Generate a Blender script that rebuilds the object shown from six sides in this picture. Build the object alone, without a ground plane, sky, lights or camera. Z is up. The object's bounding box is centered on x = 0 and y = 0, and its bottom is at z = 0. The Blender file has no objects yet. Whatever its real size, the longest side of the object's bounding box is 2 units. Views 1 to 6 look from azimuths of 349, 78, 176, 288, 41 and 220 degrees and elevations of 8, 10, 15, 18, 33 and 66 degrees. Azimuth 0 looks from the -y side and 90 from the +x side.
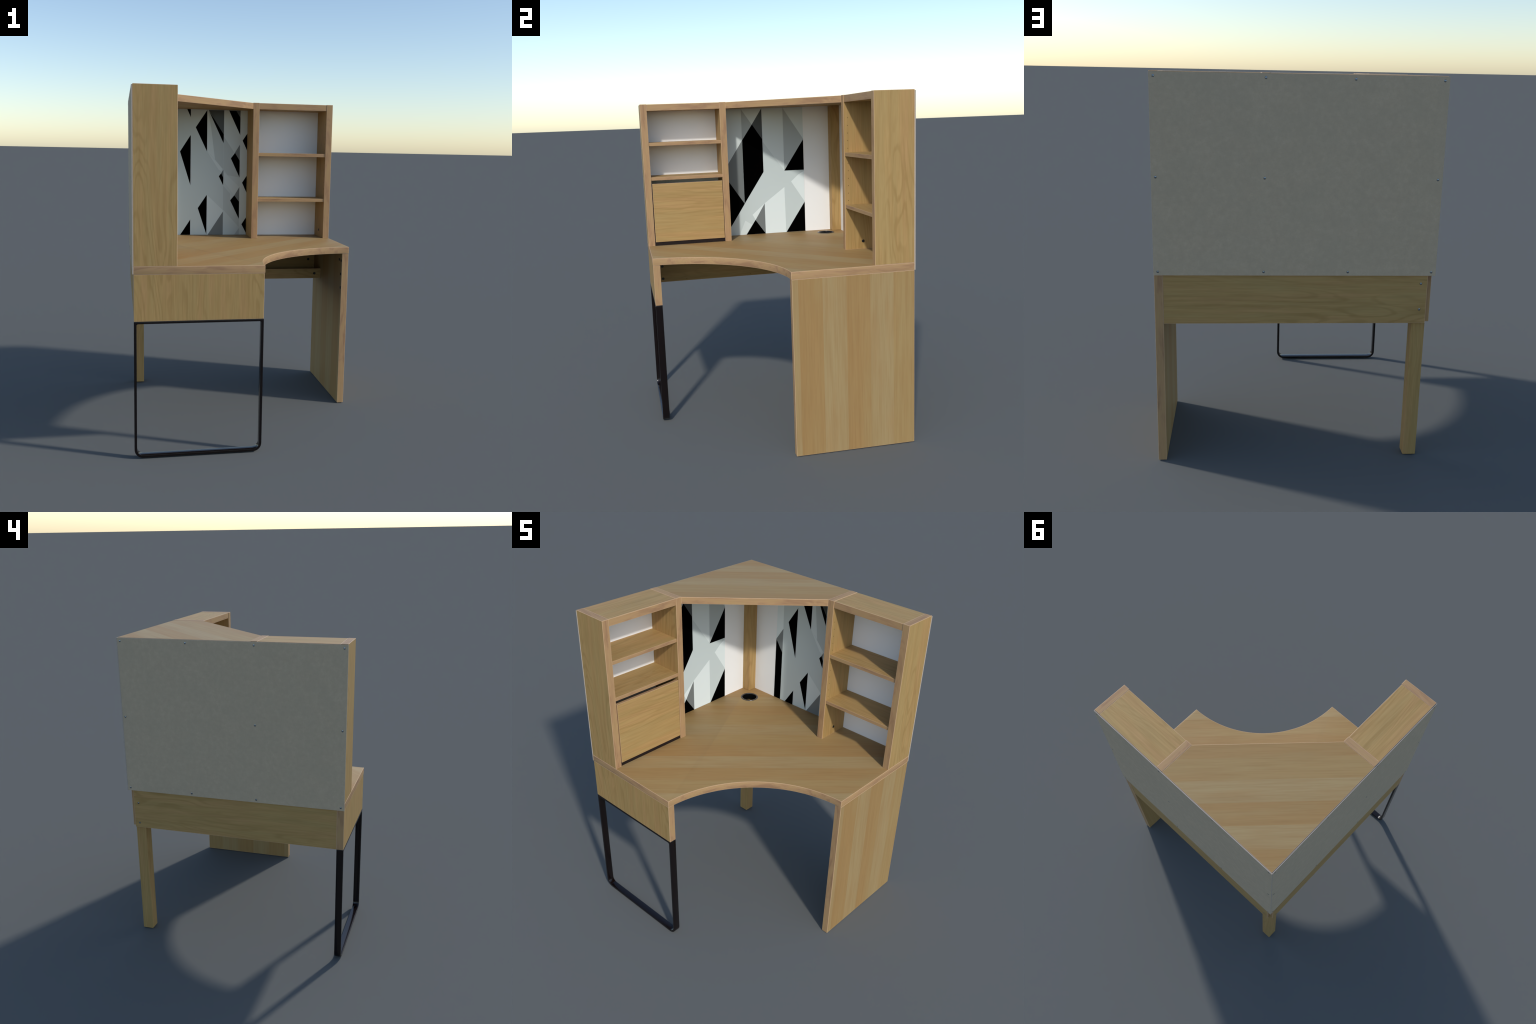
# Oak-effect corner desk with a hutch of two shelf towers.
# Frame: metres, z up; the room corner the desk fits into is at (-x, +y).
# The hutch is symmetric about the diagonal that runs from that corner to (+x, -y).
import bpy, bmesh, math
from mathutils import Vector, Matrix

# ------------------------------------------------------------------ sizes
H = 0.7055           # half of the footprint
PANEL = 0.0060       # hardboard back
IN = H - PANEL       # inner face of the backs
T = 0.042            # thick boards
Z_TOP = 2.0
Z_DESK = 1.062       # top of the worktop
Z_DESK_LOW = 1.0195  # its underside
Z_APRON = 0.7655     # lower edge of aprons
TOWER_FRONT = 0.4695  # distance of tower fronts from the centre planes
DIV_IN, DIV_OUT = 0.1402, 0.1826   # divider board
END_IN = 0.662

# ------------------------------------------------------------------ node helper
def srgb(r, g, b):
    def f(c):
        c /= 255.0
        return c / 12.92 if c <= 0.04045 else ((c + 0.055) / 1.055) ** 2.4
    return (f(r), f(g), f(b), 1.0)

class Nodes:
    def __init__(self, name):
        self.mat = bpy.data.materials.new(name)
        self.mat.use_nodes = True
        self.t = self.mat.node_tree
        self.t.nodes.clear()
        self.out = self.t.nodes.new('ShaderNodeOutputMaterial')
        self.bsdf = self.t.nodes.new('ShaderNodeBsdfPrincipled')
        self.t.links.new(self.bsdf.outputs[0], self.out.inputs[0])
    def put(self, sock, v):
        if isinstance(v, bpy.types.NodeSocket):
            self.t.links.new(v, sock)
        elif v is not None:
            sock.default_value = v
    def math(self, op, a, b=None, c=None, clamp=False):
        n = self.t.nodes.new('ShaderNodeMath'); n.operation = op; n.use_clamp = clamp
        self.put(n.inputs[0], a); self.put(n.inputs[1], b); self.put(n.inputs[2], c)
        return n.outputs[0]
    def vmath(self, op, a, b=None):
        n = self.t.nodes.new('ShaderNodeVectorMath'); n.operation = op
        self.put(n.inputs[0], a); self.put(n.inputs[1], b)
        return n.outputs['Value'] if op == 'DOT_PRODUCT' else n.outputs['Vector']
    def place(self):
        """object coordinates plus the part's own place, so that parts do not share one figure"""
        tc = self.t.nodes.new('ShaderNodeTexCoord')
        oi = self.t.nodes.new('ShaderNodeObjectInfo')
        return self.vmath('ADD', tc.outputs['Object'], oi.outputs['Location'])
    def combine(self, x, y, z):
        n = self.t.nodes.new('ShaderNodeCombineXYZ')
        self.put(n.inputs[0], x); self.put(n.inputs[1], y); self.put(n.inputs[2], z)
        return n.outputs[0]
    def noise(self, vec, scale, detail=2.0, rough=0.5, dist=0.0):
        n = self.t.nodes.new('ShaderNodeTexNoise')
        self.put(n.inputs['Vector'], vec)
        n.inputs['Scale'].default_value = scale
        n.inputs['Detail'].default_value = detail
        n.inputs['Roughness'].default_value = rough
        n.inputs['Distortion'].default_value = dist
        return n.outputs['Fac']
    def white(self, w):
        n = self.t.nodes.new('ShaderNodeTexWhiteNoise'); n.noise_dimensions = '1D'
        self.put(n.inputs['W'], w)
        return n.outputs['Value']
    def ramp(self, fac, stops, interp='LINEAR'):
        n = self.t.nodes.new('ShaderNodeValToRGB'); n.color_ramp.interpolation = interp
        self.put(n.inputs[0], fac)
        e = n.color_ramp.elements
        e[0].position, e[0].color = stops[0]
        e[1].position, e[1].color = stops[-1]
        for p, c in stops[1:-1]:
            k = e.new(p); k.color = c
        return n.outputs[0]
    def maprange(self, v, a, b, c=0.0, d=1.0):
        n = self.t.nodes.new('ShaderNodeMapRange')
        self.put(n.inputs[0], v)
        for i, x in enumerate((a, b, c, d)):
            n.inputs[i + 1].default_value = x
        return n.outputs[0]
    def mix(self, fac, a, b, mode='MIX'):
        n = self.t.nodes.new('ShaderNodeMix'); n.data_type = 'RGBA'; n.blend_type = mode
        self.put(n.inputs['Factor'], fac)
        self.put(n.inputs[6], a); self.put(n.inputs[7], b)
        return n.outputs[2]
    def bump(self, h, strength, dist):
        n = self.t.nodes.new('ShaderNodeBump')
        n.inputs['Strength'].default_value = strength
        n.inputs['Distance'].default_value = dist
        self.put(n.inputs['Height'], h)
        self.put(self.bsdf.inputs['Normal'], n.outputs[0])
    def finish(self, color, rough=0.5, spec=0.5, metal=0.0):
        self.put(self.bsdf.inputs['Base Color'], color)
        self.put(self.bsdf.inputs['Roughness'], rough)
        self.bsdf.inputs['Specular IOR Level'].default_value = spec
        self.bsdf.inputs['Metallic'].default_value = metal
        return self.mat

# ------------------------------------------------------------------ wood colours
OAK_BASE = srgb(181, 148, 95)
OAK_OLIVE = srgb(177, 148, 96)
OAK_TAN = srgb(184, 147, 97)
OAK_DARK = srgb(150, 118, 68)
PLANK_LIGHT = srgb(168, 144, 101)
PLANK_MID = srgb(166, 138, 91)
PLANK_DARK = srgb(164, 132, 85)
EDGE_BASE = srgb(178, 142, 102)
EDGE_DARK = srgb(158, 122, 90)
EDGE_TAN = srgb(179, 146, 101)
EDGE_LINE = srgb(210, 173, 134)
AX = {'x': (1, 0, 0), 'y': (0, 1, 0), 'z': (0, 0, 1),
      'd': (2 ** -0.5, 2 ** -0.5, 0), 'e': (2 ** -0.5, -2 ** -0.5, 0)}
OTHERS = {'x': 'yz', 'y': 'xz', 'z': 'xy', 'd': 'ez'}

def grain_frame(n, along, seed):
    p = n.place()
    g = n.vmath('DOT_PRODUCT', p, AX[along])
    a = n.vmath('DOT_PRODUCT', p, AX[OTHERS[along][0]])
    b = n.vmath('DOT_PRODUCT', p, AX[OTHERS[along][1]])
    return n.math('ADD', g, seed * 1.37), n.math('ADD', a, seed * 0.71), n.math('ADD', b, seed * 0.43)

def oak_veneer(along, seed=0.0):
    """plain-sawn veneer: bent cathedral lines, straight fibres, olive and tan drift"""
    n = Nodes('oak_veneer_' + along)
    g, a, b = grain_frame(n, along, seed)
    slow = n.combine(n.math('MULTIPLY', g, 0.15), a, b)
    field = n.noise(slow, 4.2, 2.0, 0.5, 0.35)
    wob = n.noise(n.combine(n.math('MULTIPLY', g, 0.12), a, b), 60.0, 2.0, 0.5)
    turns = n.math('ADD', n.math('MULTIPLY', field, 150.0), n.math('MULTIPLY', wob, 4.0))
    ring = n.maprange(n.math('SINE', turns), 0.2, 1.0)
    gate = n.maprange(n.noise(slow, 7.0, 1.0), 0.40, 0.62)
    ring = n.math('MULTIPLY', ring, n.math('MULTIPLY_ADD', gate, 0.8, 0.15))
    fib = n.noise(n.combine(n.math('MULTIPLY', g, 0.028), a, b), 190.0, 3.0, 0.65)
    streak = n.noise(n.combine(n.math('MULTIPLY', g, 0.05), a, b), 58.0, 3.0, 0.6)
    drift = n.noise(n.combine(n.math('MULTIPLY', g, 0.07), a, b), 22.0, 2.0, 0.5)
    col = n.ramp(drift, [(0.34, OAK_TAN), (0.5, OAK_BASE), (0.64, OAK_OLIVE)])
    col = n.mix(n.math('MULTIPLY', ring, 0.5), col, OAK_DARK)
    col = n.mix(n.maprange(streak, 0.42, 0.72, 0.0, 0.42), col, OAK_DARK)
    col = n.mix(n.maprange(fib, 0.40, 0.72, 0.0, 0.36), col, OAK_DARK)
    n.bump(fib, 0.06, 0.001)
    return n.finish(col, 0.55, 0.25)

def oak_planks(name, along, across, start, width, tones, seed=0.0):
    """straight-grained planks lying side by side; tones lists their colours in order"""
    n = Nodes(name)
    g, a, b = grain_frame(n, along, seed)
    p = n.place()
    t = n.math('DIVIDE', n.math('SUBTRACT', n.vmath('DOT_PRODUCT', p, AX[across]), start), width)
    idx = n.math('FLOOR', t)
    part = n.math('FRACT', t)
    stops = [(i / len(tones), c) for i, c in enumerate(tones)]
    base = n.ramp(n.math('DIVIDE', n.math('ADD', idx, 0.5), float(len(tones))), stops, 'CONSTANT')
    shift = n.math('MULTIPLY', idx, 3.71)
    slow = n.combine(n.math('MULTIPLY', n.math('ADD', g, shift), 0.16), n.math('ADD', a, shift), b)
    drift = n.noise(slow, 14.0, 2.0, 0.5)
    col = n.mix(n.maprange(drift, 0.5, 0.72, 0.0, 0.4), base, srgb(167, 130, 82))
    col = n.mix(n.maprange(drift, 0.3, 0.48, 0.35, 0.0), col, srgb(166, 144, 99))
    lean = n.white(n.math('ADD', idx, 11.3))           # each plank darkens to one side
    side = n.math('ABSOLUTE', n.math('SUBTRACT', part, n.math('ROUND', lean)))
    col = n.mix(n.maprange(side, 0.35, 1.0, 0.0, 0.2), col, srgb(157, 122, 76))
    fib = n.noise(n.combine(n.math('MULTIPLY', g, 0.03), n.math('ADD', a, shift), b), 130.0, 3.0, 0.6)
    col = n.mix(n.maprange(fib, 0.42, 0.72, 0.0, 0.34), col, srgb(144, 110, 66))
    streak = n.noise(n.combine(n.math('MULTIPLY', g, 0.05), n.math('ADD', a, shift), b), 50.0, 3.0, 0.6)
    col = n.mix(n.maprange(streak, 0.45, 0.72, 0.0, 0.3), col, srgb(148, 112, 68))
    n.bump(fib, 0.05, 0.001)
    return n.finish(col, 0.55, 0.25)

def edge_band(along, seed=0.0):
    n = Nodes('edge_band_' + along)
    g, a, b = grain_frame(n, along, seed)
    v = n.combine(n.math('MULTIPLY', g, 0.22), a, b)
    blot = n.noise(v, 26.0, 3.0, 0.6, 0.6)
    col = n.ramp(blot, [(0.33, EDGE_DARK), (0.5, EDGE_BASE), (0.66, EDGE_TAN)])
    fib = n.noise(n.combine(n.math('MULTIPLY', g, 0.05), a, b), 160.0, 2.0)
    col = n.mix(n.maprange(fib, 0.45, 0.75, 0.0, 0.4), col, EDGE_DARK)
    return n.finish(col, 0.55, 0.25)

def plain(name, color, rough=0.5, spec=0.5, metal=0.0, speck=0.0, scale=200.0):
    n = Nodes(name)
    if speck:
        f = n.noise(n.place(), scale, 2.0)
        dark = tuple(c * (1 - speck) for c in color[:3]) + (1,)
        return n.finish(n.mix(n.maprange(f, 0.3, 0.7), dark, color), rough, spec, metal)
    return n.finish(color, rough, spec, metal)

def hardboard():
    n = Nodes('grey_hardboard')
    p = n.place()
    f1 = n.noise(p, 42.0, 3.0, 0.55)
    f2 = n.noise(p, 9.0, 2.0)
    col = n.ramp(f1, [(0.3, srgb(187, 168, 143)), (0.55, srgb(193, 174, 148)), (0.75, srgb(199, 180, 154))])
    col = n.mix(n.maprange(f2, 0.35, 0.7, 0.0, 0.35), col, srgb(182, 167, 143))
    f3 = n.noise(p, 170.0, 2.0, 0.6)
    col = n.mix(n.maprange(f3, 0.5, 0.75, 0.0, 0.3), col, srgb(170, 152, 128))
    n.bump(f1, 0.03, 0.001)
    return n.finish(col, 0.75, 0.25)

M = {}
for i, k in enumerate('xyz'):
    M['veneer_' + k] = oak_veneer(k, 1.0 + i)
for i, k in enumerate('xyzd'):
    M['edge_' + k] = edge_band(k, 0.4 + i)
M['line'] = plain('edge_line', EDGE_LINE, 0.45, 0.4, speck=0.08)
L_, M_, D_ = PLANK_LIGHT, PLANK_MID, PLANK_DARK
# across axis 'e' runs from the room corner (negative) to the front (positive)
M['plank_desk'] = oak_planks('oak_planks_worktop', 'd', 'e', -1.061, 0.1345,
                             [M_, D_, L_, D_, M_, L_, M_, D_, L_, D_, M_, L_])
M['plank_top'] = oak_planks('oak_planks_top', 'd', 'e', -0.994, 0.1345, [D_, L_, D_, L_, M_, D_], 2.0)
M['plank_side'] = oak_planks('oak_planks_side', 'z', 'y', -0.105, 0.136, [L_, D_, L_, D_, L_, M_], 4.0)
M['white'] = plain('white_back', srgb(250, 250, 248), 0.6, 0.25, speck=0.02)
M['hardboard'] = hardboard()
M['board_edge'] = plain('hardboard_edge', srgb(180, 168, 156), 0.7, 0.2, speck=0.08)
M['black_metal'] = plain('black_metal', srgb(18, 11, 11), 0.16, 0.45)
M['black_plastic'] = plain('black_plastic', srgb(22, 22, 23), 0.42, 0.5)
M['black_plinth'] = plain('black_plinth', srgb(36, 27, 25), 0.6, 0.15)
M['grey_ring'] = plain('dark_grey_plastic', srgb(62, 60, 61), 0.25, 0.5)
M['well'] = plain('dark_well', srgb(9, 9, 9), 0.7, 0.05)
M['hole'] = plain('bored_hole', srgb(60, 44, 26), 0.8, 0.1)
M['steel'] = plain('zinc_screw', srgb(158, 170, 182), 0.28, 0.5, 1.0)
M['foot'] = plain('clear_plastic_foot', srgb(190, 194, 198), 0.3, 0.5)
PRINT = {'base': (206, 217, 216), 'pale': (233, 243, 242), 'soft': (221, 231, 230), 'faint': (213, 224, 223), 'shade': (194, 204, 203), 'grey': (182, 191, 191),
         'mid': (120, 126, 126), 'dark': (74, 79, 80), 'black': (3, 3, 3)}
for k, c in PRINT.items():
    M['print_' + k] = plain('print_' + k, srgb(*c), 0.3, 0.3 if k != 'black' else 0.0)

# ------------------------------------------------------------------ object helpers
ROOT = bpy.data.objects.new('corner_desk', None)
ROOT['label'] = 'oak corner desk with shelf hutch and curved worktop'
ROOT['category'] = 'desk'
bpy.context.scene.collection.objects.link(ROOT)

def link(name, mesh, parent=ROOT, loc=(0, 0, 0)):
    ob = bpy.data.objects.new(name, mesh)
    bpy.context.scene.collection.objects.link(ob)
    ob.location = Vector(loc) - (Vector(parent.location) if parent is not ROOT else Vector((0, 0, 0)))
    ob.parent = parent
    return ob

def finish_mesh(bm, name, mats, centre, smooth_angle=None):
    bmesh.ops.recalc_face_normals(bm, faces=bm.faces)
    bmesh.ops.translate(bm, verts=bm.verts, vec=-Vector(centre))
    me = bpy.data.meshes.new(name)
    bm.to_mesh(me); bm.free()
    for m in mats:
        me.materials.append(M[m])
    if smooth_angle:
        me.shade_smooth()
        me.set_sharp_from_angle(angle=math.radians(smooth_angle))
    return me

def bevel_all(bm, width, segs=2, angle=40):
    es = [e for e in bm.edges if len(e.link_faces) == 2 and e.calc_face_angle(0) > math.radians(angle)]
    bmesh.ops.bevel(bm, geom=es, offset=width, segments=segs, profile=0.6, affect='EDGES', clamp_overlap=True)

def board(name, lo, hi, face_axis, face_mat, edge_mats, parent=ROOT, bevel=0.0019, line='line', back=None):
    """a board: broad faces across face_axis, edge banding on the rest, pale line along the arris between.
    edge_mats: material for every edge, or a dict axis -> material"""
    lo, hi = Vector(lo), Vector(hi)
    c = (lo + hi) / 2; s = hi - lo
    bm = bmesh.new()
    bmesh.ops.create_cube(bm, size=1.0, matrix=Matrix.Translation(c) @ Matrix.Diagonal((*s, 1.0)))
    bevel_all(bm, bevel)
    if isinstance(edge_mats, str):
        edge_mats = {k: edge_mats for k in 'xyz'}
    mats = [face_mat, edge_mats['x'] if 'x' in edge_mats else face_mat,
            edge_mats['y'] if 'y' in edge_mats else face_mat,
            edge_mats['z'] if 'z' in edge_mats else face_mat, line, back or face_mat]
    for f in bm.faces:
        f.normal_update()
        nrm = f.normal
        k = max(range(3), key=lambda i: abs(nrm[i]))
        if abs(nrm[k]) < 0.98:
            f.material_index = 4
        elif 'xyz'[k] == face_axis:
            f.material_index = 5 if (back and f.normal[k] > 0) else 0
        else:
            f.material_index = 1 + k
    return link(name, finish_mesh(bm, name, mats, c), parent, c)

def slab(name, outline, z0, z1, face_mat, edge_of, parent=ROOT, bevel=0.0019, smooth=None):
    """horizontal slab on an outline; edge_of(normal) gives the banding for an upright face"""
    bm = bmesh.new()
    low = [bm.verts.new((x, y, z0)) for x, y in outline]
    f = bm.faces.new(low)
    r = bmesh.ops.extrude_face_region(bm, geom=[f])
    bmesh.ops.translate(bm, verts=[v for v in r['geom'] if isinstance(v, bmesh.types.BMVert)], vec=(0, 0, z1 - z0))
    bmesh.ops.recalc_face_normals(bm, faces=bm.faces)
    bevel_all(bm, bevel)
    mats = [face_mat, 'edge_x', 'edge_y', 'edge_d', 'line']
    for f in bm.faces:
        f.normal_update()
        nz = abs(f.normal.z)
        if nz > 0.98:
            f.material_index = 0
        elif nz < 0.05 and f.calc_area() > 1e-4:
            f.material_index = mats.index(edge_of(f.normal))
        else:
            f.material_index = 4
    xs = [p[0] for p in outline]; ys = [p[1] for p in outline]
    c = Vector(((min(xs) + max(xs)) / 2, (min(ys) + max(ys)) / 2, (z0 + z1) / 2))
    return link(name, finish_mesh(bm, name, mats, c, smooth), parent, c)

def lathe(profile, segs=40):
    """profile: (radius, height, material index of the band that follows)"""
    bm = bmesh.new()
    rings = []
    for r, z, _ in profile:
        if r < 1e-6:
            rings.append([bm.verts.new((0, 0, z))] * segs)
        else:
            rings.append([bm.verts.new((r * math.cos(2 * math.pi * i / segs), r * math.sin(2 * math.pi * i / segs), z))
                          for i in range(segs)])
    for k in range(len(rings) - 1):
        for i in range(segs):
            j = (i + 1) % segs
            vs = []
            for v in (rings[k][i], rings[k][j], rings[k + 1][j], rings[k + 1][i]):
                if v not in vs:
                    vs.append(v)
            f = bm.faces.new(vs); f.material_index = profile[k][2]
    return bm

def aim(ob, normal):
    ob.rotation_mode = 'QUATERNION'
    ob.rotation_quaternion = Vector((0, 0, 1)).rotation_difference(Vector(normal))

# ------------------------------------------------------------------ worktop
R = 0.6995                               # quarter-circle bay for the sitter
CX, CY = 0.7055, -0.7055
arc = []
N_ARC = 56
for i in range(N_ARC + 1):
    a = math.radians(90 + 90 * i / N_ARC)
    arc.append((CX + R * math.cos(a), CY + R * math.sin(a)))
arc[0] = (H, arc[0][1]); arc[-1] = (arc[-1][0], -H)
outline = [(-IN, IN), (H, IN)] + arc + [(-IN, -H)]
def desk_edge(nrm):
    if abs(nrm.x) > 0.995: return 'edge_y'
    if abs(nrm.y) > 0.995: return 'edge_x'
    return 'edge_d'
desktop = slab('desktop', outline, Z_DESK_LOW, Z_DESK, 'plank_desk', desk_edge, smooth=25)

# cable hole through the worktop
G = Vector((-0.5625, 0.5625, 0))
bm = lathe([(0.0, -0.1, 0), (0.055, -0.1, 0), (0.055, 0.1, 0), (0.0, 0.1, 0)], 64)
bmesh.ops.recalc_face_normals(bm, faces=bm.faces)
cut_me = bpy.data.meshes.new('cutter'); bm.to_mesh(cut_me); bm.free()
cut = bpy.data.objects.new('cutter', cut_me)
bpy.context.scene.collection.objects.link(cut)
cut.location = (G.x, G.y, Z_DESK)
md = desktop.modifiers.new('hole', 'BOOLEAN'); md.operation = 'DIFFERENCE'; md.object = cut; md.solver = 'EXACT'
bpy.context.view_layer.update()
dg = bpy.context.evaluated_depsgraph_get()
new_me = bpy.data.meshes.new_from_object(desktop.evaluated_get(dg))
desktop.modifiers.clear()
old = desktop.data; desktop.data = new_me; new_me.name = 'desktop'
bpy.data.meshes.remove(old); bpy.data.objects.remove(cut)

bm = lathe([(0.0495, -0.040, 1), (0.0495, -0.0005, 0), (0.0510, 0.0030, 0), (0.0560, 0.0036, 0), (0.0600, 0.0028, 0), (0.0618, 0.0004, 0),
            (0.0615, 0.0003, 0), (0.0545, 0.0003, 1), (0.0545, -0.040, 1), (0.0495, -0.040, 1)], 64)
# collar on the worktop and an open tube through it
link('cable_grommet', finish_mesh(bm, 'cable_grommet', ['grey_ring', 'well'], (0, 0, 0), 30),
     ROOT, (G.x, G.y, Z_DESK))

# ------------------------------------------------------------------ under the worktop
side = board('side_panel', (END_IN, -0.0035, 0.0022), (H - 0.0010, IN, Z_DESK_LOW - 0.0006), 'x', 'plank_side',
             {'y': 'edge_z', 'z': 'edge_y'})
apron = board('front_apron', (-IN + 0.001, -H + 0.0012, Z_APRON), (0.0035, -END_IN, Z_DESK_LOW - 0.0006), 'y', 'veneer_z',
              {'x': 'edge_z', 'z': 'edge_x'})
RAIL_OUT, RAIL_IN, RAIL_END = 0.697, 0.6765, 0.6705
rail_y = board('back_rail', (-RAIL_END, RAIL_IN, Z_APRON - 0.001), (END_IN - 0.0003, RAIL_OUT, Z_DESK_LOW - 0.0006), 'y', 'veneer_x',
               {'x': 'edge_z', 'z': 'edge_x'})
rail_x = board('back_rail', (-RAIL_OUT, -END_IN + 0.0003, Z_APRON - 0.001), (-RAIL_IN, RAIL_END, Z_DESK_LOW - 0.0006), 'x', 'veneer_y',
               {'y': 'edge_z', 'z': 'edge_y'})
board('corner_leg', (-0.6763, 0.6058, 0.0025), (-0.6058, 0.6763, Z_DESK_LOW - 0.0006), 'x', 'veneer_z',
      {'y': 'veneer_z', 'z': 'edge_x'}, bevel=0.003, line='veneer_z')
tray = board('cable_tray', (-0.6075, 0.501, Z_APRON), (END_IN - 0.0003, 0.5215, 0.8355), 'y', 'veneer_x',
             {'x': 'edge_z', 'z': 'edge_x'})
board('tray_floor', (-0.6075, 0.522, Z_APRON + 0.001), (END_IN - 0.0003, RAIL_IN - 0.0004, Z_APRON + 0.015), 'z', 'veneer_x', 'edge_x', tray)

# black cover caps and bored holes
bm = lathe([(0.0, 0.0, 0), (0.0092, 0.0, 0), (0.0092, 0.0016, 0), (0.0078, 0.0028, 0), (0.0, 0.0030, 0)], 20)
cap_me = finish_mesh(bm, 'screw_cap', ['black_plastic'], (0, 0, 0), 35)
for par, p, nrm in (
        (rail_y, (0.6145, RAIL_IN, 0.879), (0, -1, 0)), (tray, (0.6165, 0.501, 0.8015), (0, -1, 0)),
        (rail_x, (-RAIL_IN, -0.6145, 0.8785), (1, 0, 0)), (rail_x, (-RAIL_IN, -0.6140, 0.7895), (1, 0, 0)),
        (side, (END_IN, 0.055, 0.9716), (-1, 0, 0)), (side, (END_IN, 0.0135, 0.9692), (-1, 0, 0)),
        (side, (END_IN, 0.0135, 0.8802), (-1, 0, 0)), (side, (END_IN, 0.0135, 0.7894), (-1, 0, 0))):
    c = link('screw_cap', cap_me, par, Vector(p) - 0.0005 * Vector(nrm))
    aim(c, nrm)
bm = lathe([(0.0, -0.004, 0), (0.0021, -0.004, 0), (0.0021, 0.0004, 0), (0.0, 0.0004, 0)], 10)
hole_me = finish_mesh(bm, 'bored_hole', ['hole'], (0, 0, 0))
def holes(par, places, nrm):
    for p in places:
        o = link('bored_hole', hole_me, par, p)
        aim(o, nrm)
holes(rail_x, [(-RAIL_IN, y, 0.778) for y in (-0.446, 0.016, 0.30)], (1, 0, 0))

# ------------------------------------------------------------------ black steel leg frame
def rounded(x0, x1, z0, z1, r_low, r_high, n=10):
    pts = []
    for cx, cz, r, a0 in ((x1 - r_low, z0 + r_low, r_low, -90), (x1 - r_high, z1 - r_high, r_high, 0),
                          (x0 + r_high, z1 - r_high, r_high, 90), (x0 + r_low, z0 + r_low, r_low, 180)):
        for i in range(n + 1):
            a = math.radians(a0 + 90 * i / n)
            pts.append((cx + r * math.cos(a), cz + r * math.sin(a)))
    return pts
FX0, FX1, FY0, FY1 = -0.6985, 0.0045, -0.7045, -0.6625
outer = rounded(FX0, FX1, 0.0038, Z_APRON - 0.0006, 0.047, 0.004)
inner = rounded(FX0 + 0.0140, FX1 - 0.0140, 0.0178, Z_APRON - 0.0140, 0.034, 0.009)
bm = bmesh.new()
loops = [[bm.verts.new((x, y, z)) for x, z in pts] for pts, y in ((outer, FY0), (inner, FY0), (inner, FY1), (outer, FY1))]
nn = len(outer)
for k in range(4):
    a, b = loops[k], loops[(k + 1) % 4]
    for i in range(nn):
        bm.faces.new((a[i], a[(i + 1) % nn], b[(i + 1) % nn], b[i]))
bmesh.ops.recalc_face_normals(bm, faces=bm.faces)
bevel_all(bm, 0.0022, 2, 60)
cf = Vector(((FX0 + FX1) / 2, (FY0 + FY1) / 2, 0.385))
frame = link('metal_leg_frame', finish_mesh(bm, 'metal_leg_frame', ['black_metal'], cf, 30), ROOT, cf)
bm = lathe([(0.0, 0.0, 0), (0.0105, 0.0, 0), (0.0125, 0.002, 0), (0.0125, 0.0042, 0), (0.0, 0.0042, 0)], 24)
foot_me = finish_mesh(bm, 'foot', ['foot'], (0, 0, 0), 35)
for x in (-0.632, -0.060):
    link('foot', foot_me, frame, (x, -0.6825, 0.0))

# ------------------------------------------------------------------ backs of the hutch
back_y = board('back_panel', (-H, IN, 1.0205), (H, H, 1.9955), 'y', 'white', 'board_edge', bevel=0.0005, line='hardboard', back='hardboard')
bx = board('back_panel', (-H, -H, 1.0205), (-IN, IN - 0.0003, 1.9955), 'x', 'white', 'board_edge', bevel=0.0005, line='hardboard')
# the outer side of this one is its -x face
bx.data.materials[5] = M['hardboard']
for p in bx.data.polygons:
    if p.normal.x < -0.98: p.material_index = 5
    elif p.normal.x > 0.98: p.material_index = 0
back_x = bx

# screws: domed head with a cross recess
bm = lathe([(0.0, -0.002, 0), (0.0064, -0.002, 1), (0.0064, 0.0002, 1), (0.0054, 0.0003, 0), (0.0044, 0.0007, 0), (0.0, 0.0009, 0)], 16)
for sx, sy in ((0.0052, 0.0010), (0.0010, 0.0052)):
    r = bmesh.ops.create_cube(bm, size=1.0, matrix=Matrix.Translation((0, 0, 0.0001)) @ Matrix.Diagonal((sx, sy, 0.0020, 1)))
    for v in r['verts']:
        for f in v.link_faces: f.material_index = 1
screw_me = finish_mesh(bm, 'screw', ['steel', 'black_metal'], (0, 0, 0), 35)
def screw(par, p, nrm):
    o = link('screw', screw_me, par, p); aim(o, nrm)
for s, rows in ((0.684, (1.9762, 1.507, 1.039)), (0.163, (1.9762, 1.507, 1.039)),
                (-0.259, (1.9762, 1.039)), (-0.682, (1.9762, 1.507, 1.039))):
    for z in rows:
        screw(back_y, (s, H, z), (0, 1, 0))
        screw(back_x, (-H, -s, z), (-1, 0, 0))
for z in (0.976, 0.839):
    screw(rail_y, (-0.6365, RAIL_OUT, z), (0, 1, 0))
for z in (0.933, 0.796):
    screw(rail_x, (-RAIL_OUT, 0.639, z), (-1, 0, 0))

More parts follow.
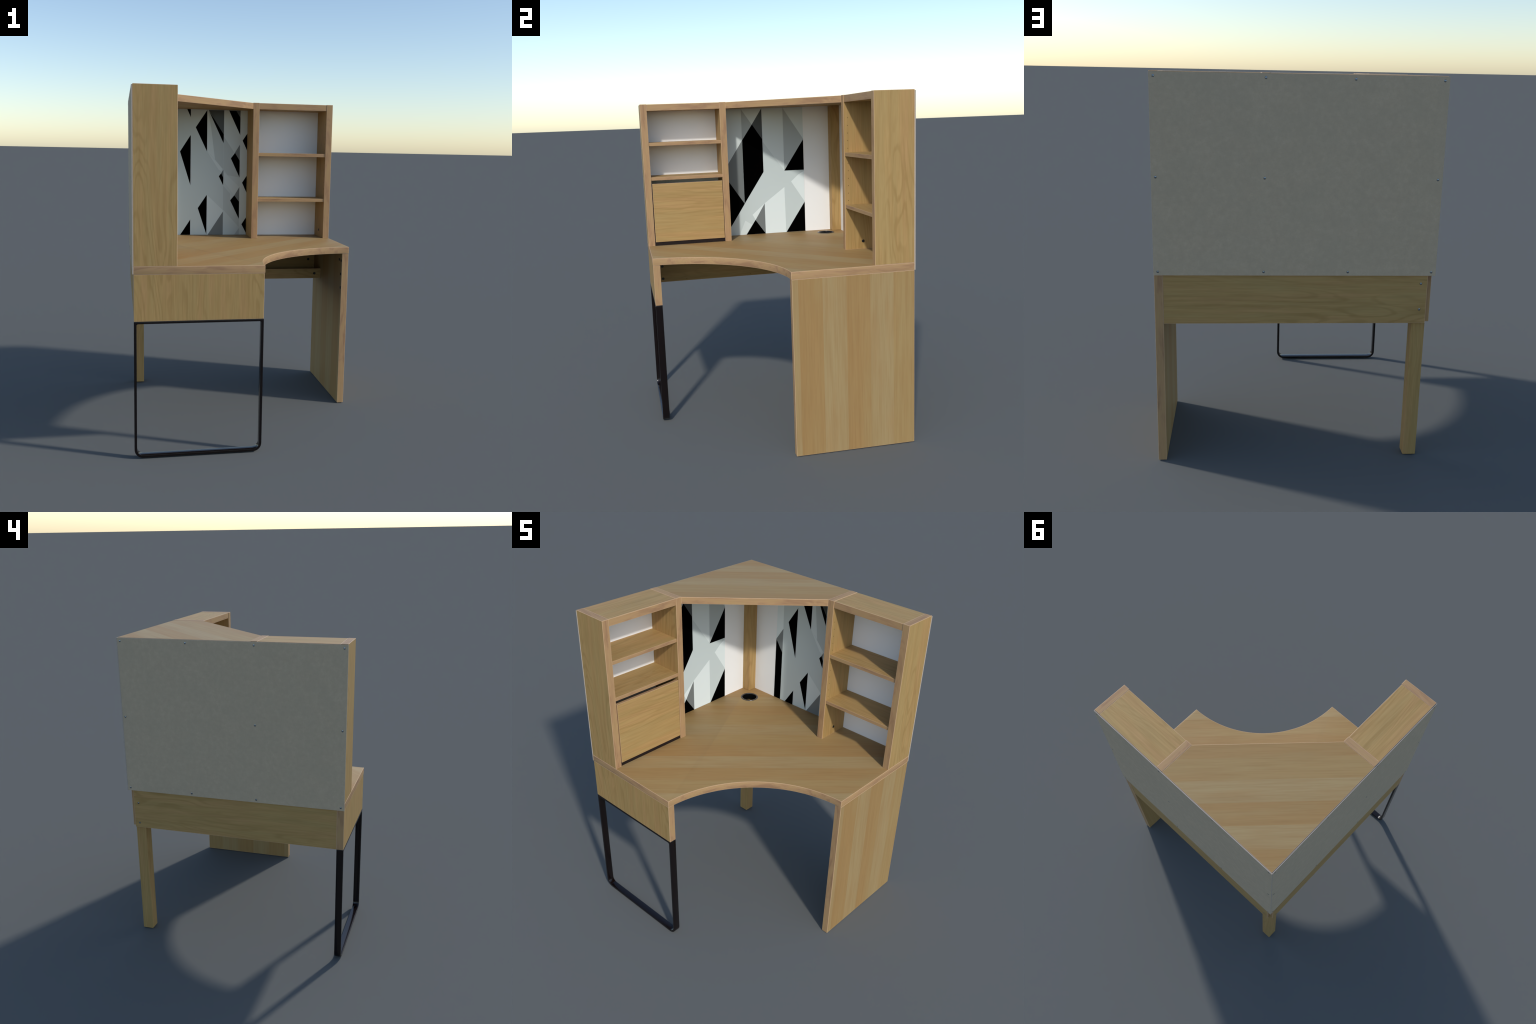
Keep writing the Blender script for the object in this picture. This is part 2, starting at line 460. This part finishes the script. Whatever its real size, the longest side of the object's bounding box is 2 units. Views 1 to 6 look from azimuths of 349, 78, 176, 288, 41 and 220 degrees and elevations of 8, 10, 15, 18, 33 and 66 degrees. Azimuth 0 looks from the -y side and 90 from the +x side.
# ------------------------------------------------------------------ shelf towers
BD = IN - 0.0004       # boards stop here in front of the back
SEAT = Z_DESK + 0.0003
def tower(swap):
    """one tower; swap=False stands along +x, swap=True is its mirror along -y"""
    def P(s, d, z):    # s along the wing (0.14 divider .. 0.704 end), d depth (0.47 front .. 0.7 back)
        return (-d, -s, z) if swap else (s, d, z)
    def B(name, s0, s1, d0, d1, z0, z1, face, fm, em, **kw):
        a, b = P(s0, d0, z0), P(s1, d1, z1)
        lo = tuple(min(a[i], b[i]) for i in range(3)); hi = tuple(max(a[i], b[i]) for i in range(3))
        sa, da = ('y', 'x') if swap else ('x', 'y')
        tr = {'s': sa, 'd': da, 'z': 'z'}
        if isinstance(em, dict):
            em = {tr[k]: (v[:-1] + tr[v[-1]]) for k, v in em.items()}
        fm = fm[:-1] + tr[fm[-1]] if fm.startswith('veneer') else fm
        return board(name, lo, hi, tr[face], fm, em, **kw)
    end = B('tower_end_panel', END_IN, H - 0.0005, TOWER_FRONT, BD, SEAT, Z_TOP, 's', 'veneer_z', {'d': 'edge_z', 'z': 'edge_d'})
    div = B('tower_divider', DIV_IN, DIV_OUT, TOWER_FRONT, BD, SEAT, Z_TOP, 's', 'veneer_z', {'d': 'edge_z', 'z': 'edge_d'})
    g = 0.0004
    B('tower_top', DIV_OUT + g, END_IN - g, TOWER_FRONT + 0.003, BD, 1.9575, Z_TOP - 0.0012, 'z', 'veneer_s', {'d': 'edge_s', 's': 'edge_d'})
    for z0, z1 in (((1.7290, 1.7504), (1.5022, 1.5236)) if swap else ((1.6376, 1.6600), (1.3222, 1.3436))):
        B('shelf', DIV_OUT + g, END_IN - g, 0.4750, BD, z0, z1, 'z', 'veneer_s', {'d': 'edge_s', 's': 'edge_d'}, bevel=0.0008)
    if swap:
        B('cabinet_door', 0.1865, 0.6565, 0.4692, 0.4890, 1.0875, 1.4795, 'd', 'veneer_s', {'s': 'edge_z', 'z': 'edge_s'}, bevel=0.0012)
        B('cabinet_plinth', DIV_OUT + g, END_IN - g, 0.4745, 0.4875, SEAT, 1.0862, 'd', 'black_plinth', 'black_plinth', line='black_plinth')
    sgn = P(1, 0, 0); sgn = Vector((sgn[0], sgn[1], 0)).normalized()
    for zi in range(12):
        z = 1.3678 + 0.0452 * zi
        if not swap:
            holes(div, [P(DIV_OUT, 0.4938, z)], sgn)
            holes(end, [P(END_IN, 0.4938, z)], -sgn)
    if not swap:
        for par, s, nrm in ((div, DIV_OUT, sgn), (end, END_IN, -sgn)):
            c = link('screw_cap', cap_me, par, Vector(P(s, 0.584, 1.111)) - 0.0005 * nrm); aim(c, nrm)
tower(False)
tower(True)

# ------------------------------------------------------------------ corner bay
g = 0.0005
bay = [(-BD, BD), (DIV_IN - g, BD), (DIV_IN - g, TOWER_FRONT + 0.001), (-TOWER_FRONT - 0.001, -DIV_IN + g), (-BD, -DIV_IN + g)]
def bay_edge(nrm):
    if abs(nrm.x) > 0.9: return 'edge_y'
    if abs(nrm.y) > 0.9: return 'edge_x'
    return 'edge_d'
slab('corner_top', bay, 1.9575, Z_TOP - 0.0016, 'plank_top', bay_edge)
board('corner_post', (-BD, 0.634, SEAT), (-0.634, BD, 1.9566), 'x', 'veneer_z', {'y': 'veneer_z', 'z': 'edge_x'}, line='veneer_z')

# ------------------------------------------------------------------ printed boards in the bay
LOW, TOP = Z_DESK + 0.0006, 1.9564
S0, S1 = -0.4455, DIV_IN - 0.0004
# shapes in (s, z); s runs from the room corner outwards, later shapes lie on top of earlier ones
print_right = [
    ('pale', [(-0.4455, TOP), (-0.395, TOP), (-0.387, 1.600), (-0.4455, 1.512)]),
    ('faint', [(-0.386, 1.560), (-0.366, 1.420), (-0.372, 1.240), (-0.386, 1.330)]),
    ('mid', [(-0.4455, 1.509), (-0.387, 1.597), (-0.387, 1.424)]),
    ('black', [(-0.4455, 1.508), (-0.387, 1.423), (-0.387, LOW), (-0.4455, LOW)]),
    ('faint', [(-0.030, TOP), (0.005, TOP), (0.087, 1.785), (0.087, 1.716), (0.045, 1.660), (-0.030, 1.770)]),
    ('faint', [(-0.030, 1.520), (0.086, 1.412), (0.050, 1.350), (-0.020, 1.440)]),
    ('faint', [(0.089, TOP), (S1, TOP), (S1, 1.080), (0.107, 1.140), (0.089, 1.110)]),
    ('soft', [(-0.150, 1.953), (-0.123, 1.830), (-0.093, 1.608), (-0.150, 1.664)]),
    ('soft', [(-0.149, 1.661), (-0.093, 1.604), (-0.040, 1.544), (-0.044, 1.519), (-0.066, 1.534)]),
    ('soft', [(-0.149, 1.352), (-0.033, 1.243), (-0.031, 1.232), (-0.142, 1.066), (-0.150, 1.066)]),
    ('shade', [(-0.122, 1.830), (-0.140, 1.945), (-0.032, 1.722), (-0.031, 1.540), (-0.042, 1.545), (-0.093, 1.606)]),
    ('shade', [(-0.030, 1.770), (0.045, 1.660), (0.022, 1.616), (0.086, 1.480), (0.0, 1.495), (-0.030, 1.535)]),
    ('shade', [(-0.032, 1.420), (0.020, 1.362), (0.021, 1.313), (0.086, 1.178), (0.086, 1.120), (-0.030, 1.245)]),
    ('black', [(-0.294, TOP), (-0.268, TOP), (-0.268, 1.900)]),
    ('black', [(-0.344, 1.659), (-0.268, 1.777), (-0.269, 1.420)]),
    ('black', [(-0.233, 1.831), (-0.151, 1.954), (-0.151, 1.662)]),
    ('dark', [(-0.141, 1.954), (-0.030, 1.955), (-0.031, 1.780)]),
    ('black', [(-0.142, 1.953), (-0.031, 1.784), (-0.032, 1.722)]),
    ('dark', [(0.055, 1.955), (0.088, 1.956), (0.088, 1.900)]),
    ('black', [(0.005, 1.955), (0.056, 1.955), (0.088, 1.906), (0.088, 1.783)]),
    ('black', [(0.106, 1.744), (S1, 1.795), (S1, 1.674)]),
    ('mid', [(0.051, 1.657), (0.087, 1.715), (0.087, 1.598)]),
    ('black', [(0.022, 1.616), (0.052, 1.656), (0.087, 1.600), (0.087, 1.480)]),
    ('mid', [(-0.048, 1.508), (-0.031, 1.535), (-0.031, 1.473)]),
    ('black', [(-0.064, 1.487), (-0.047, 1.508), (-0.031, 1.475), (-0.032, 1.422)]),
    ('black', [(0.107, 1.442), (S1, 1.493), (S1, 1.371)]),
    ('mid', [(0.050, 1.348), (0.087, 1.410), (0.087, 1.300)]),
    ('black', [(0.021, 1.313), (0.051, 1.350), (0.087, 1.303), (0.087, 1.178)]),
    ('black', [(-0.215, 1.256), (-0.150, 1.353), (-0.151, 1.065)]),
    ('black', [(-0.341, LOW), (-0.269, 1.173), (-0.269, LOW)]),
    ('mid', [(-0.141, LOW), (-0.031, 1.232), (-0.031, LOW)]),
    ('black', [(0.107, 1.139), (S1, 1.190), (S1, 1.076)]),
    ('grey', [(0.054, LOW), (0.088, 1.111), (0.088, LOW)]),
]
print_left = [   # s = -y
    ('soft', [(S1, TOP), (0.0, TOP), (0.0, 1.737), (S1, 1.526)]),
    ('soft', [(0.0, TOP), (-0.147, TOP), (-0.074, 1.845)]),
    ('grey', [(-0.0005, 1.953), (-0.074, 1.845), (-0.0005, 1.738)]),
    ('mid', [(S1, 1.526), (0.0, 1.737), (0.0, 1.288), (S1, 1.497)]),
    ('black', [(S1, 1.499), (-0.0005, 1.2885), (0.0005, 1.2840), (S1, 1.072)]),
    ('dark', [(-0.075, 1.846), (-0.147, 1.955), (-0.147, 1.736)]),
    ('black', [(-0.075, 1.846), (-0.147, 1.738), (-0.147, 1.508), (-0.0005, 1.287), (-0.0005, 1.738)]),
    ('soft', [(-0.148, TOP), (-0.300, TOP), (-0.300, 1.512), (-0.149, 1.722)]),
    ('grey', [(-0.300, 1.952), (-0.4455, 1.731), (-0.300, 1.512)]),
    ('soft', [(-0.301, TOP), (-0.4455, TOP), (-0.4455, 1.734)]),
    ('black', [(-0.300, 1.510), (-0.4455, 1.729), (-0.4455, 1.510)]),
    ('pale', [(-0.348, 1.430), (-0.402, 1.477), (-0.4455, 1.502), (-0.4455, 1.280)]),  # upper outline drawn along the limit of the shadow on the board
    ('pale', [(-0.148, 1.283), (-0.297, 1.392), (-0.301, LOW), (-0.148, LOW)]),
    ('black', [(-0.303, LOW), (-0.4455, 1.278), (-0.4455, LOW)]),
    ('pale', [(-0.055, 1.204), (-0.147, 1.283), (-0.076, 1.166)]),
    ('soft', [(0.045, LOW), (0.0, LOW), (-0.050, 1.132), (0.0, 1.165)]),  # lighter tone painted for the sunlit patch low on this board
    ('mid', [(-0.076, 1.165), (-0.147, 1.281), (-0.147, 1.063)]),
    ('black', [(-0.006, LOW), (-0.075, 1.166), (-0.147, LOW)]),
]
def printed_board(shapes, swap, parent):
    def P(s, d, z):
        return (-d, -s, z) if swap else (s, d, z)
    mats = ['print_' + k for k in PRINT]
    bm = bmesh.new()
    def prism(pts, d0, d1, mi):
        if swap: pass
        a = [bm.verts.new(P(s, d0, z)) for s, z in pts]
        b = [bm.verts.new(P(s, d1, z)) for s, z in pts]
        fs = [bm.faces.new(a), bm.faces.new(b[::-1])]
        for i in range(len(pts)):
            j = (i + 1) % len(pts)
            fs.append(bm.faces.new((a[j], a[i], b[i], b[j])))
        for f in fs: f.material_index = mi
    face = IN - 0.0020
    prism([(S0, LOW), (S1, LOW), (S1, TOP), (S0, TOP)], face, IN - 0.0002, mats.index('print_base'))
    for i, (k, pts) in enumerate(shapes):
        prism(pts, face - 0.00012 - 0.00002 * i, face - 0.00005, mats.index('print_' + k))
    c = Vector(P((S0 + S1) / 2, IN, 1.5))
    link('printed_board', finish_mesh(bm, 'printed_board', mats, c), parent, c)
printed_board(print_right, False, back_y)
printed_board(print_left, True, back_x)
